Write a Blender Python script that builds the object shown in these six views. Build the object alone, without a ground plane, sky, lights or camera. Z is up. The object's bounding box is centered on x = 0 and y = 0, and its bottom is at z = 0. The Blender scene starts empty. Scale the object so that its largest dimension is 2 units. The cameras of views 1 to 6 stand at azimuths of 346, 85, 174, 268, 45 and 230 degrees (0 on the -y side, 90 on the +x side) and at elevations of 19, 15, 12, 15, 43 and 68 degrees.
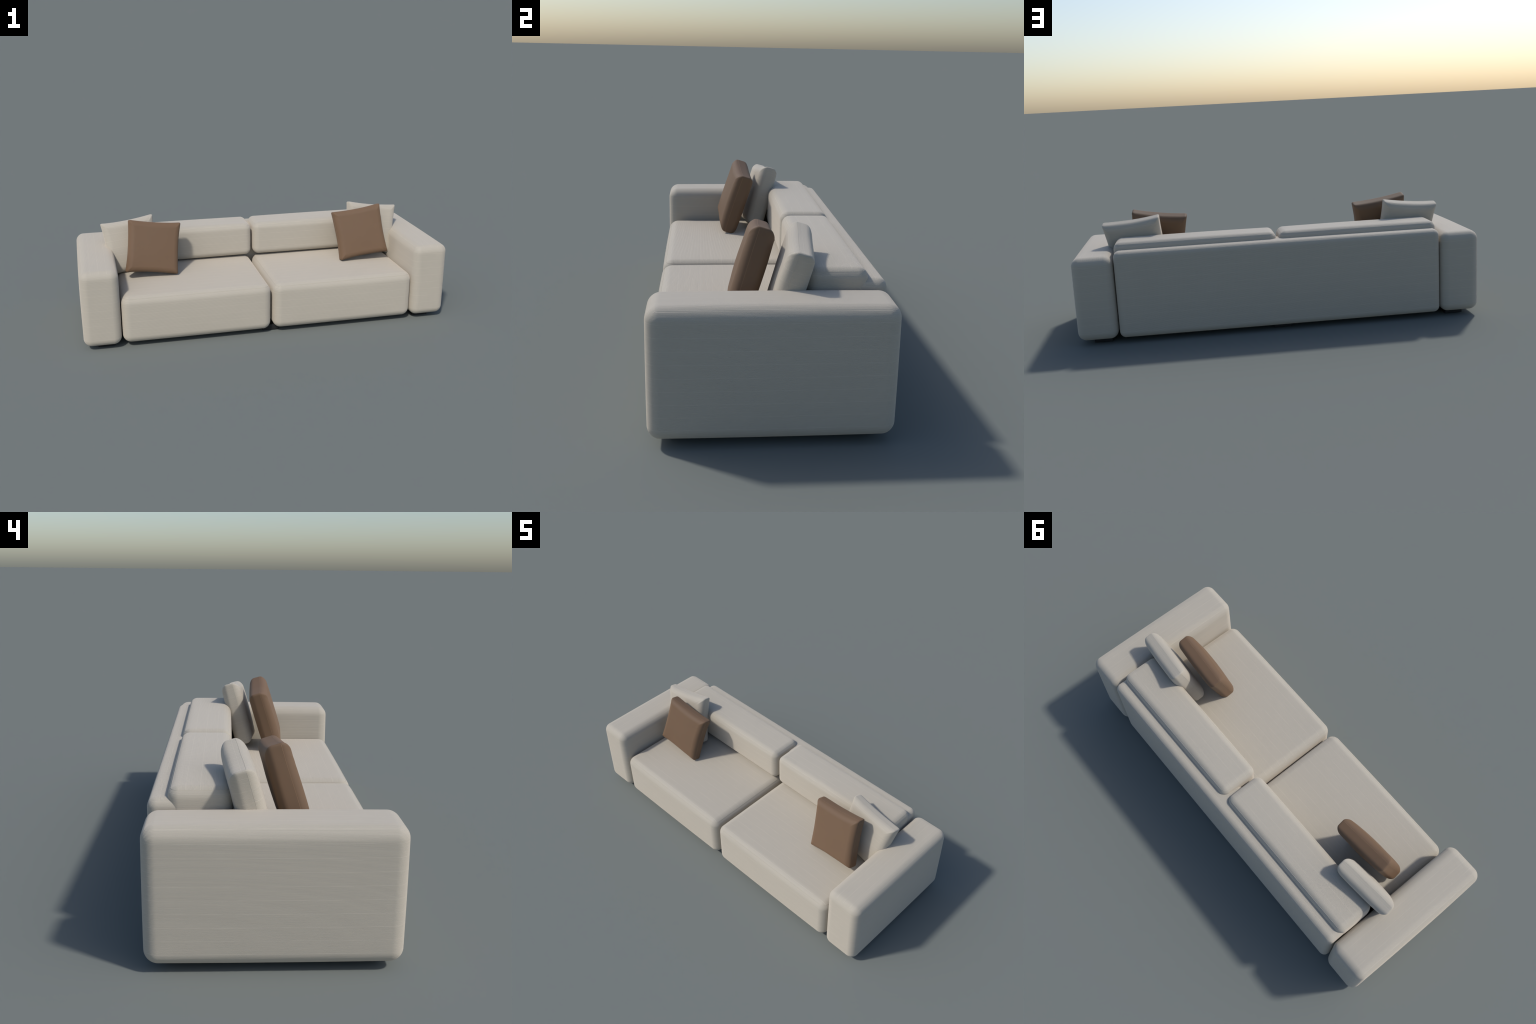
"""A low modular sofa: rounded upholstered blocks, dark block feet, four throw pillows."""
import bpy, math
import numpy as np
from mathutils import Matrix, Vector, Euler, noise

noise.seed_set(7)

# ----------------------------------------------------------------------------
# materials
# ----------------------------------------------------------------------------
RIBS_PER_THREAD = 13  # woven ribs between two paler slub threads


class Nodes:
    """Small helper that wires shader math."""

    def __init__(self, name):
        self.mat = bpy.data.materials.new(name)
        self.mat.use_nodes = True
        self.t = self.mat.node_tree
        self.bsdf = self.t.nodes["Principled BSDF"]

    def new(self, kind, **props):
        n = self.t.nodes.new(kind)
        for k, v in props.items():
            setattr(n, k, v)
        return n

    def put(self, socket, v):
        if isinstance(v, bpy.types.NodeSocket):
            self.t.links.new(v, socket)
        else:
            socket.default_value = v

    def math(self, op, a, b=0.0, c=0.0):
        n = self.new("ShaderNodeMath", operation=op)
        for s, v in zip(n.inputs, (a, b, c)):
            self.put(s, v)
        return n.outputs[0]

    def mix(self, f, a, b):
        n = self.new("ShaderNodeMix", data_type="FLOAT")
        for i, v in ((0, f), (2, a), (3, b)):
            self.put(n.inputs[i], v)
        return n.outputs[0]

    def smooth(self, v, lo, hi, to_lo=0.0, to_hi=1.0):
        n = self.new("ShaderNodeMapRange", interpolation_type="SMOOTHSTEP")
        for s, x in zip(n.inputs, (v, lo, hi, to_lo, to_hi)):
            self.put(s, x)
        return n.outputs[0]

    def xyz(self, x, y, z):
        n = self.new("ShaderNodeCombineXYZ")
        for s, v in zip(n.inputs, (x, y, z)):
            self.put(s, v)
        return n.outputs[0]

    def noise(self, vec, scale, detail=2.0):
        n = self.new("ShaderNodeTexNoise")
        self.put(n.inputs["Vector"], vec)
        n.inputs["Scale"].default_value = scale
        n.inputs["Detail"].default_value = detail
        return n.outputs[0]


def fabric(name, colour, top_across, edge_radius, seam_lift, pitch, first):
    """Ribbed upholstery. Ribs run level round the sides (measured along the
    surface, so that they keep their pitch over the rounded edge) and lengthwise
    on the flat top, where the ribs are counted along `top_across`. Every
    `pitch` a paler slub thread runs along them, on the sides from `first` on."""
    k = Nodes(name)
    tc = k.new("ShaderNodeTexCoord")
    p = k.new("ShaderNodeSeparateXYZ")
    k.put(p.inputs[0], tc.outputs["Object"])
    n = k.new("ShaderNodeSeparateXYZ")
    k.put(n.inputs[0], tc.outputs["Normal"])
    x, y, z = p.outputs
    nz = n.outputs[2]
    arc = k.math("SUBTRACT", k.math("ARCSINE", nz), nz)
    level = k.math("MULTIPLY_ADD", arc, edge_radius, z)
    is_top = k.math("GREATER_THAN", k.math("ABSOLUTE", nz), seam_lift)
    across = k.mix(is_top, level, y if top_across == "y" else x)
    along = k.mix(is_top, k.math("ADD", x, y), x if top_across == "y" else y)

    streaks = k.noise(k.xyz(k.math("MULTIPLY", across, 420.0), k.math("MULTIPLY", along, 9.0), is_top), 1.0, 2.0)
    wander = k.noise(k.xyz(k.math("MULTIPLY", across, 90.0), k.math("MULTIPLY", along, 30.0), 3.0), 1.0, 1.0)
    warped = k.math("MULTIPLY_ADD", k.math("SUBTRACT", wander, 0.5), 0.0004, across)
    ribs = k.math("SINE", k.math("MULTIPLY", warped, 2 * math.pi * RIBS_PER_THREAD / pitch))
    ribs = k.math("MULTIPLY", ribs, k.smooth(streaks, 0.25, 0.75, 0.35, 1.0))
    start = k.mix(is_top, first - pitch / 2, -pitch / 2)
    phase = k.math("FRACT", k.math("DIVIDE", k.math("SUBTRACT", warped, start), pitch))
    thread = k.smooth(k.math("ABSOLUTE", k.math("SUBTRACT", phase, 0.5)), 0.0, 0.028, 1.0, 0.0)
    worn = k.noise(k.xyz(k.math("MULTIPLY", across, 26.0), k.math("MULTIPLY", along, 14.0), 9.0), 1.0, 2.0)
    thread = k.math("MULTIPLY", thread, k.smooth(worn, 0.3, 0.65, 0.25, 1.0))
    grain = k.math("SUBTRACT", k.noise(tc.outputs["Object"], 1100.0, 2.0), 0.5)
    blotch = k.math("SUBTRACT", k.noise(tc.outputs["Object"], 9.0, 3.0), 0.5)

    gain = k.math("MULTIPLY_ADD", ribs, 0.072, 1.0)
    gain = k.math("MULTIPLY_ADD", k.math("SUBTRACT", streaks, 0.5), 0.10, gain)
    gain = k.math("MULTIPLY_ADD", thread, 0.17, gain)
    gain = k.math("MULTIPLY_ADD", grain, 0.20, gain)
    gain = k.math("MULTIPLY_ADD", blotch, 0.03, gain)
    tint = k.new("ShaderNodeVectorMath", operation="SCALE")
    tint.inputs[0].default_value = colour
    k.put(tint.inputs["Scale"], gain)
    k.put(k.bsdf.inputs["Base Color"], tint.outputs[0])
    k.bsdf.inputs["Roughness"].default_value = 0.7
    k.bsdf.inputs["Specular IOR Level"].default_value = 0.5
    k.bsdf.inputs["Diffuse Roughness"].default_value = 0.25
    k.bsdf.inputs["Sheen Weight"].default_value = 0.4
    k.bsdf.inputs["Sheen Roughness"].default_value = 0.6
    k.bsdf.inputs["Sheen Tint"].default_value = (1.0, 0.86, 0.72, 1.0)
    b = k.new("ShaderNodeBump")
    b.inputs["Strength"].default_value = 0.4
    b.inputs["Distance"].default_value = 0.0006
    k.put(b.inputs["Height"], k.math("MULTIPLY_ADD", thread, 0.4, ribs))
    k.put(k.bsdf.inputs["Normal"], b.outputs[0])
    return k.mat


def leather(name, colour):
    k = Nodes(name)
    tc = k.new("ShaderNodeTexCoord")
    cells = k.new("ShaderNodeTexVoronoi")
    k.put(cells.inputs["Vector"], tc.outputs["Object"])
    cells.inputs["Scale"].default_value = 420.0
    patch = k.math("SUBTRACT", k.noise(tc.outputs["Object"], 14.0, 3.0), 0.5)
    fine = k.math("SUBTRACT", k.noise(tc.outputs["Object"], 260.0, 3.0), 0.5)
    gain = k.math("MULTIPLY_ADD", patch, 0.08, 1.0)
    gain = k.math("MULTIPLY_ADD", fine, 0.06, gain)
    tint = k.new("ShaderNodeVectorMath", operation="SCALE")
    tint.inputs[0].default_value = colour
    k.put(tint.inputs["Scale"], gain)
    k.put(k.bsdf.inputs["Base Color"], tint.outputs[0])
    k.bsdf.inputs["Roughness"].default_value = 0.68
    k.bsdf.inputs["Diffuse Roughness"].default_value = 0.5
    k.bsdf.inputs["Specular IOR Level"].default_value = 0.35
    b = k.new("ShaderNodeBump")
    b.inputs["Strength"].default_value = 0.12
    b.inputs["Distance"].default_value = 0.0006
    k.put(b.inputs["Height"], cells.outputs["Distance"])
    k.put(k.bsdf.inputs["Normal"], b.outputs[0])
    return k.mat


def plain(name, colour, rough):
    k = Nodes(name)
    tc = k.new("ShaderNodeTexCoord")
    gain = k.math("MULTIPLY_ADD", k.noise(tc.outputs["Object"], 300.0, 2.0), 0.2, 0.9)
    tint = k.new("ShaderNodeVectorMath", operation="SCALE")
    tint.inputs[0].default_value = colour
    k.put(tint.inputs["Scale"], gain)
    k.put(k.bsdf.inputs["Base Color"], tint.outputs[0])
    k.bsdf.inputs["Roughness"].default_value = rough
    k.bsdf.inputs["Specular IOR Level"].default_value = 0.3
    return k.mat


CREAM = (0.432, 0.395, 0.328)
BROWN = (0.170, 0.104, 0.061)

# ----------------------------------------------------------------------------
# mesh helpers
# ----------------------------------------------------------------------------


def make_object(name, verts, faces, mat, parent=None, location=(0, 0, 0), smooth=True):
    me = bpy.data.meshes.new(name)
    me.from_pydata([tuple(v) for v in verts], [], faces)
    me.materials.append(mat)
    if smooth:
        me.polygons.foreach_set("use_smooth", [True] * len(me.polygons))
    me.update()
    ob = bpy.data.objects.new(name, me)
    bpy.context.scene.collection.objects.link(ob)
    ob.location = location
    ob.parent = parent
    return ob


def box_skin(axes):
    """Quads over the six faces of a box whose grid lines are given per axis;
    points shared along the edges are welded."""
    index, verts, faces = {}, [], []

    def point(p):
        key = tuple(round(c, 7) for c in p)
        if key not in index:
            index[key] = len(verts)
            verts.append(p)
        return index[key]

    for ax in range(3):
        u, v = (ax + 1) % 3, (ax + 2) % 3
        for side in (0, -1):
            w = axes[ax][side]
            for i in range(len(axes[u]) - 1):
                for j in range(len(axes[v]) - 1):
                    quad = []
                    for a, b in ((i, j), (i + 1, j), (i + 1, j + 1), (i, j + 1)):
                        p = [0.0, 0.0, 0.0]
                        p[ax], p[u], p[v] = w, axes[u][a], axes[v][b]
                        quad.append(point(tuple(p)))
                    faces.append(quad if side == -1 else quad[::-1])
    return np.array(verts), faces


def grid_line(half, radius, flat, arc):
    """Coordinates along one axis, close together in the rounded zones."""
    inner = half - radius
    bend = radius * np.tan(np.linspace(0, math.pi / 4, arc + 1)[1:])
    return np.concatenate([-(inner + bend)[::-1], np.linspace(-inner, inner, flat + 1), inner + bend])


def swell(p, half, bulge):
    """Push each side of the block outwards in the middle."""
    q = p / half
    dome = np.clip(1 - q * q, 0, None)
    out = p.copy()
    for ax in range(3):
        u, v = (ax + 1) % 3, (ax + 2) % 3
        out[:, ax] += q[:, ax] * bulge[ax] * dome[:, u] * dome[:, v]
    return out


def padded_block(name, lo, hi, radius, bulge, mat, parent, flat=(24, 24, 24)):
    lo, hi = np.array(lo), np.array(hi)
    half, centre = (hi - lo) / 2, (hi + lo) / 2
    axes = [grid_line(h, radius, f, 8) for h, f in zip(half, flat)]
    p, faces = box_skin(axes)
    inner = np.clip(p, -(half - radius), half - radius)
    d = p - inner
    p = inner + radius * d / np.linalg.norm(d, axis=1)[:, None]
    p = swell(p, half, bulge)
    return make_object(name, p, faces, mat, parent, tuple(centre))


def ring_tube(points, closed_radius, sides=6):
    """A thin closed cord along a loop of points."""
    n = len(points)
    pts = np.array(points)
    verts, faces = [], []
    for i in range(n):
        t = pts[(i + 1) % n] - pts[i - 1]
        t /= np.linalg.norm(t)
        a = np.cross(t, (0.13, 0.31, 0.94))
        a /= np.linalg.norm(a)
        b = np.cross(t, a)
        for s in range(sides):
            w = 2 * math.pi * s / sides
            verts.append(pts[i] + closed_radius * (math.cos(w) * a + math.sin(w) * b))
    for i in range(n):
        for s in range(sides):
            r, q = i * sides, ((i + 1) % n) * sides
            faces.append((r + s, r + (s + 1) % sides, q + (s + 1) % sides, q + s))
    return verts, faces


def block_seam(block, lo, hi, radius, bulge, angle, mat, cord=0.0005):
    """Stitched seam running round the top of a block, `angle` up the rounded edge."""
    half = (np.array(hi) - np.array(lo)) / 2
    rho = radius * math.cos(angle)
    height = half[2] - radius + radius * math.sin(angle)
    loop = []
    for cx, cy, start in ((1, 1, 0), (-1, 1, 1), (-1, -1, 2), (1, -1, 3)):
        mx, my = cx * (half[0] - radius), cy * (half[1] - radius)
        arc = [(mx + rho * math.cos(w), my + rho * math.sin(w)) for w in np.linspace(start, start + 1, 9) * math.pi / 2]
        if loop:
            run = np.linspace(loop[-1], arc[0], 25)[1:-1]
            loop += [tuple(q) for q in run]
        loop += arc
    loop += [tuple(q) for q in np.linspace(loop[-1], loop[0], 25)[1:-1]]
    p = np.array([(x, y, height) for x, y in loop])
    p = swell(p, half, bulge)
    verts, faces = ring_tube(p, cord)
    return make_object("seam", verts, faces, mat, block)


# ----------------------------------------------------------------------------
# sofa
# ----------------------------------------------------------------------------
sofa = bpy.data.objects.new("sofa", None)
bpy.context.scene.collection.objects.link(sofa)
sofa["label"] = "low cream two-seat sofa of rounded upholstered blocks"
sofa["category"] = "sofa"

arm_cloth = fabric("arm_fabric", CREAM, "x", 0.040, 0.707, 0.0402, 0.0388)
seat_cloth = fabric("seat_fabric", CREAM, "y", 0.040, 0.707, 0.0418, 0.0382)
back_cloth = fabric("back_fabric", CREAM, "y", 0.031, 0.707, 0.0425, 0.0332)
stitch = plain("stitching", tuple(c * 1.04 for c in CREAM), 0.9)
foot_black = plain("black_foot", (0.018, 0.018, 0.019), 0.6)

SEAM_ANGLE = math.radians(45)


def mirrored(lo, hi, side):
    return ((lo[0], lo[1], lo[2]), (hi[0], hi[1], hi[2])) if side > 0 else ((-hi[0], lo[1], lo[2]), (-lo[0], hi[1], hi[2]))


for side in (-1, 1):
    lo, hi = mirrored((0.8025, -0.3645, 0.0220), (0.9955, 0.3645, 0.4275), side)
    bulge = (0.0045, 0.0015, 0.0040)
    padded_block("armrest", lo, hi, 0.041, bulge, arm_cloth, sofa)

    lo, hi = mirrored((0.0078, -0.3620, 0.0235), (0.7950, 0.1980, 0.2790), side)
    bulge = (0.0030, 0.0045, 0.0045)
    seat = padded_block("seat", lo, hi, 0.042, bulge, seat_cloth, sofa)
    block_seam(seat, lo, hi, 0.042, bulge, SEAM_ANGLE, stitch, 0.0008)

    lo, hi = mirrored((0.0080, 0.1130, 0.2915), (0.7960, 0.3045, 0.4808), side)
    bulge = (0.0030, 0.0035, 0.0040)
    cushion = padded_block("back_cushion", lo, hi, 0.034, bulge, back_cloth, sofa)
    block_seam(cushion, lo, hi, 0.034, bulge, SEAM_ANGLE, stitch)

lo, hi, bulge = (-0.7960, 0.2060, 0.0240), (0.7960, 0.3640, 0.4470), (0.0003, 0.0020, 0.0015)
rest = padded_block("backrest", lo, hi, 0.030, bulge, back_cloth, sofa, flat=(40, 16, 24))

FOOT = 0.0876
for x in (-0.8805, 0.0, 0.8805):
    for y in (-1, 1):
        w, d, h = FOOT / 2, FOOT / 2, 0.0150
        axes = [grid_line(w, 0.002, 1, 2), grid_line(d, 0.002, 1, 2), grid_line(h, 0.002, 1, 2)]
        half = np.array([w, d, h])
        p, faces = box_skin(axes)
        inner = np.clip(p, -(half - 0.002), half - 0.002)
        e = p - inner
        p = inner + 0.002 * e / np.linalg.norm(e, axis=1)[:, None]
        make_object("foot", p, faces, foot_black, sofa, (x, y * (0.3075 - d), h))

# ----------------------------------------------------------------------------
# throw pillows
# ----------------------------------------------------------------------------


def pillow_point(p, half, radius, corner, sag, rim, seed):
    """Map a point of the plain box to the pillow: soft front edges, pinched
    corners, sides that curve inwards and faces that swell."""
    a, t, h = half
    x, y, z = p
    # profile across the thickness
    over = min(max(abs(y) - (t - radius), 0.0), radius)
    inset = radius - math.sqrt(max(radius * radius - over * over, 0.0))
    m = max(abs(x) / a, abs(z) / h)
    on_side = m > 1 - 1e-6
    if on_side:
        sx, sz = (a - inset) / a, (h - inset) / h
    else:
        sx, sz = (a - radius) / a, (h - radius) / h
    # rounding of the outline at the corners
    if m > 1e-9:
        rc = corner * m
        bx, bz = a * m - rc, h * m - rc
        qx, qz = min(max(x, -bx), bx), min(max(z, -bz), bz)
        dx, dz = x - qx, z - qz
        d = math.hypot(dx, dz)
        if d > rc > 0:
            x, z = qx + dx * rc / d, qz + dz * rc / d
    x, z = x * sx, z * sz
    u, w = x / a, z / h
    x *= 1 - sag / a * (1 - w * w)
    z *= 1 - sag / h * (1 - u * u)
    dome = (1 - min(u * u, 1)) * (1 - min(w * w, 1))
    pinch = (u * w) ** 4
    y *= rim + (1 - rim) * dome ** 0.9 - 0.035 * pinch
    # small lumps of the filling and creases that run in from the corners
    s = Vector((x * 9 + seed, y * 9, z * 9))
    near = min(1.0, (u * u + w * w) * 0.6) * abs(u * w)
    crease = noise.noise(Vector(((abs(x) - abs(z)) * 70, seed, (1 if x > 0 else 2) + (3 if z > 0 else 7))))
    face = max(0.0, abs(p[1]) / t)
    y += (0.0016 * noise.noise(s) + 0.0014 * crease * near * face) * (1 if p[1] > 0 else -1)
    # a tuck beside every corner, where the cover is gathered
    gx, gz = a - abs(x), h - abs(z)
    along, off = (gx + gz) / 1.414, (gx - gz) / 1.414
    fade = math.exp(-(((along - 0.026) / 0.013) ** 2)) * face
    tuck = math.exp(-((off - 0.005) / 0.0035) ** 2) - 0.7 * math.exp(-((off + 0.003) / 0.004) ** 2)
    y -= 0.0012 * tuck * fade * (1 if p[1] > 0 else -1)
    x += 0.0012 * noise.noise(s + Vector((5, 0, 0)))
    z += 0.0012 * noise.noise(s + Vector((0, 9, 0)))
    return (x, y, z)


def throw_pillow(name, half, radius, mat, cord_mat, centre, turn, label, seed, rim=0.85, sag=0.0072, cord=0.0008, sunk=0.0005):
    a, t, h = half
    corner = 0.008
    dense = lambda s: np.concatenate([[-s], -s + np.array([0.2, 0.5, 1.0, 1.8]) * corner,
                                      np.linspace(-s + 2.4 * corner, s - 2.4 * corner, 72),
                                      s - np.array([1.8, 1.0, 0.5, 0.2]) * corner, [s]])
    ys = radius * np.sin(np.linspace(0, math.pi / 2, 11)[1:])
    ys = np.concatenate([-(t - radius + ys)[::-1], np.linspace(-(t - radius), t - radius, 5), t - radius + ys])
    p, faces = box_skin([dense(a), ys, dense(h)])
    args = (half, radius, corner, sag, rim, seed)
    verts = [pillow_point(q, *args) for q in p]
    ob = make_object(name, verts, faces, mat)
    tilt, spin, yaw = (math.radians(v) for v in turn)
    ob.matrix_world = (Matrix.Translation(centre) @ Matrix.Rotation(yaw, 4, "Z")
                       @ Matrix.Rotation(tilt, 4, "X") @ Matrix.Rotation(spin, 4, "Y"))
    ob["label"] = label
    ob["category"] = "throw pillow"
    edge = np.linspace(-1, 1, 41)
    sy = -0.36 * t          # the cover is closed nearer to the front
    loop = ([(e * a, sy, -h) for e in edge[:-1]] + [(a, sy, e * h) for e in edge[:-1]]
            + [(-e * a, sy, h) for e in edge[:-1]] + [(-a, sy, -e * h) for e in edge[:-1]])
    loop = [Vector(pillow_point(q, *args)) for q in loop]
    sv, sf = ring_tube([(q.x * (1 - sunk / a), q.y, q.z * (1 - sunk / h)) for q in loop], cord)
    make_object("seam", sv, sf, cord_mat, ob)
    return ob


pillow_cloth = fabric("pillow_fabric", CREAM, "y", 0.0, 0.72, 0.0395, 0.0)
hide = leather("brown_leather", BROWN)
hide_cord = plain("leather_piping", tuple(c * 1.5 for c in BROWN), 0.6)

for side in (-1, 1):
    throw_pillow("leather_pillow", (0.1415, 0.0475, 0.1408), 0.030, hide, hide_cord,
                 (side * 0.5935, -0.0478, 0.4387), (-16.8, -8.2 * side, -4.5 * side),
                 "square brown leather throw pillow with pinched corners", 3.0 + side)
    throw_pillow("fabric_pillow", (0.1445, 0.0485, 0.1435), 0.034, pillow_cloth, stitch,
                 (side * 0.7009, 0.0701, 0.4244), (-15.5, 6.3 * side, -3.9 * side),
                 "square cream ribbed fabric throw pillow", 13.0 + side)
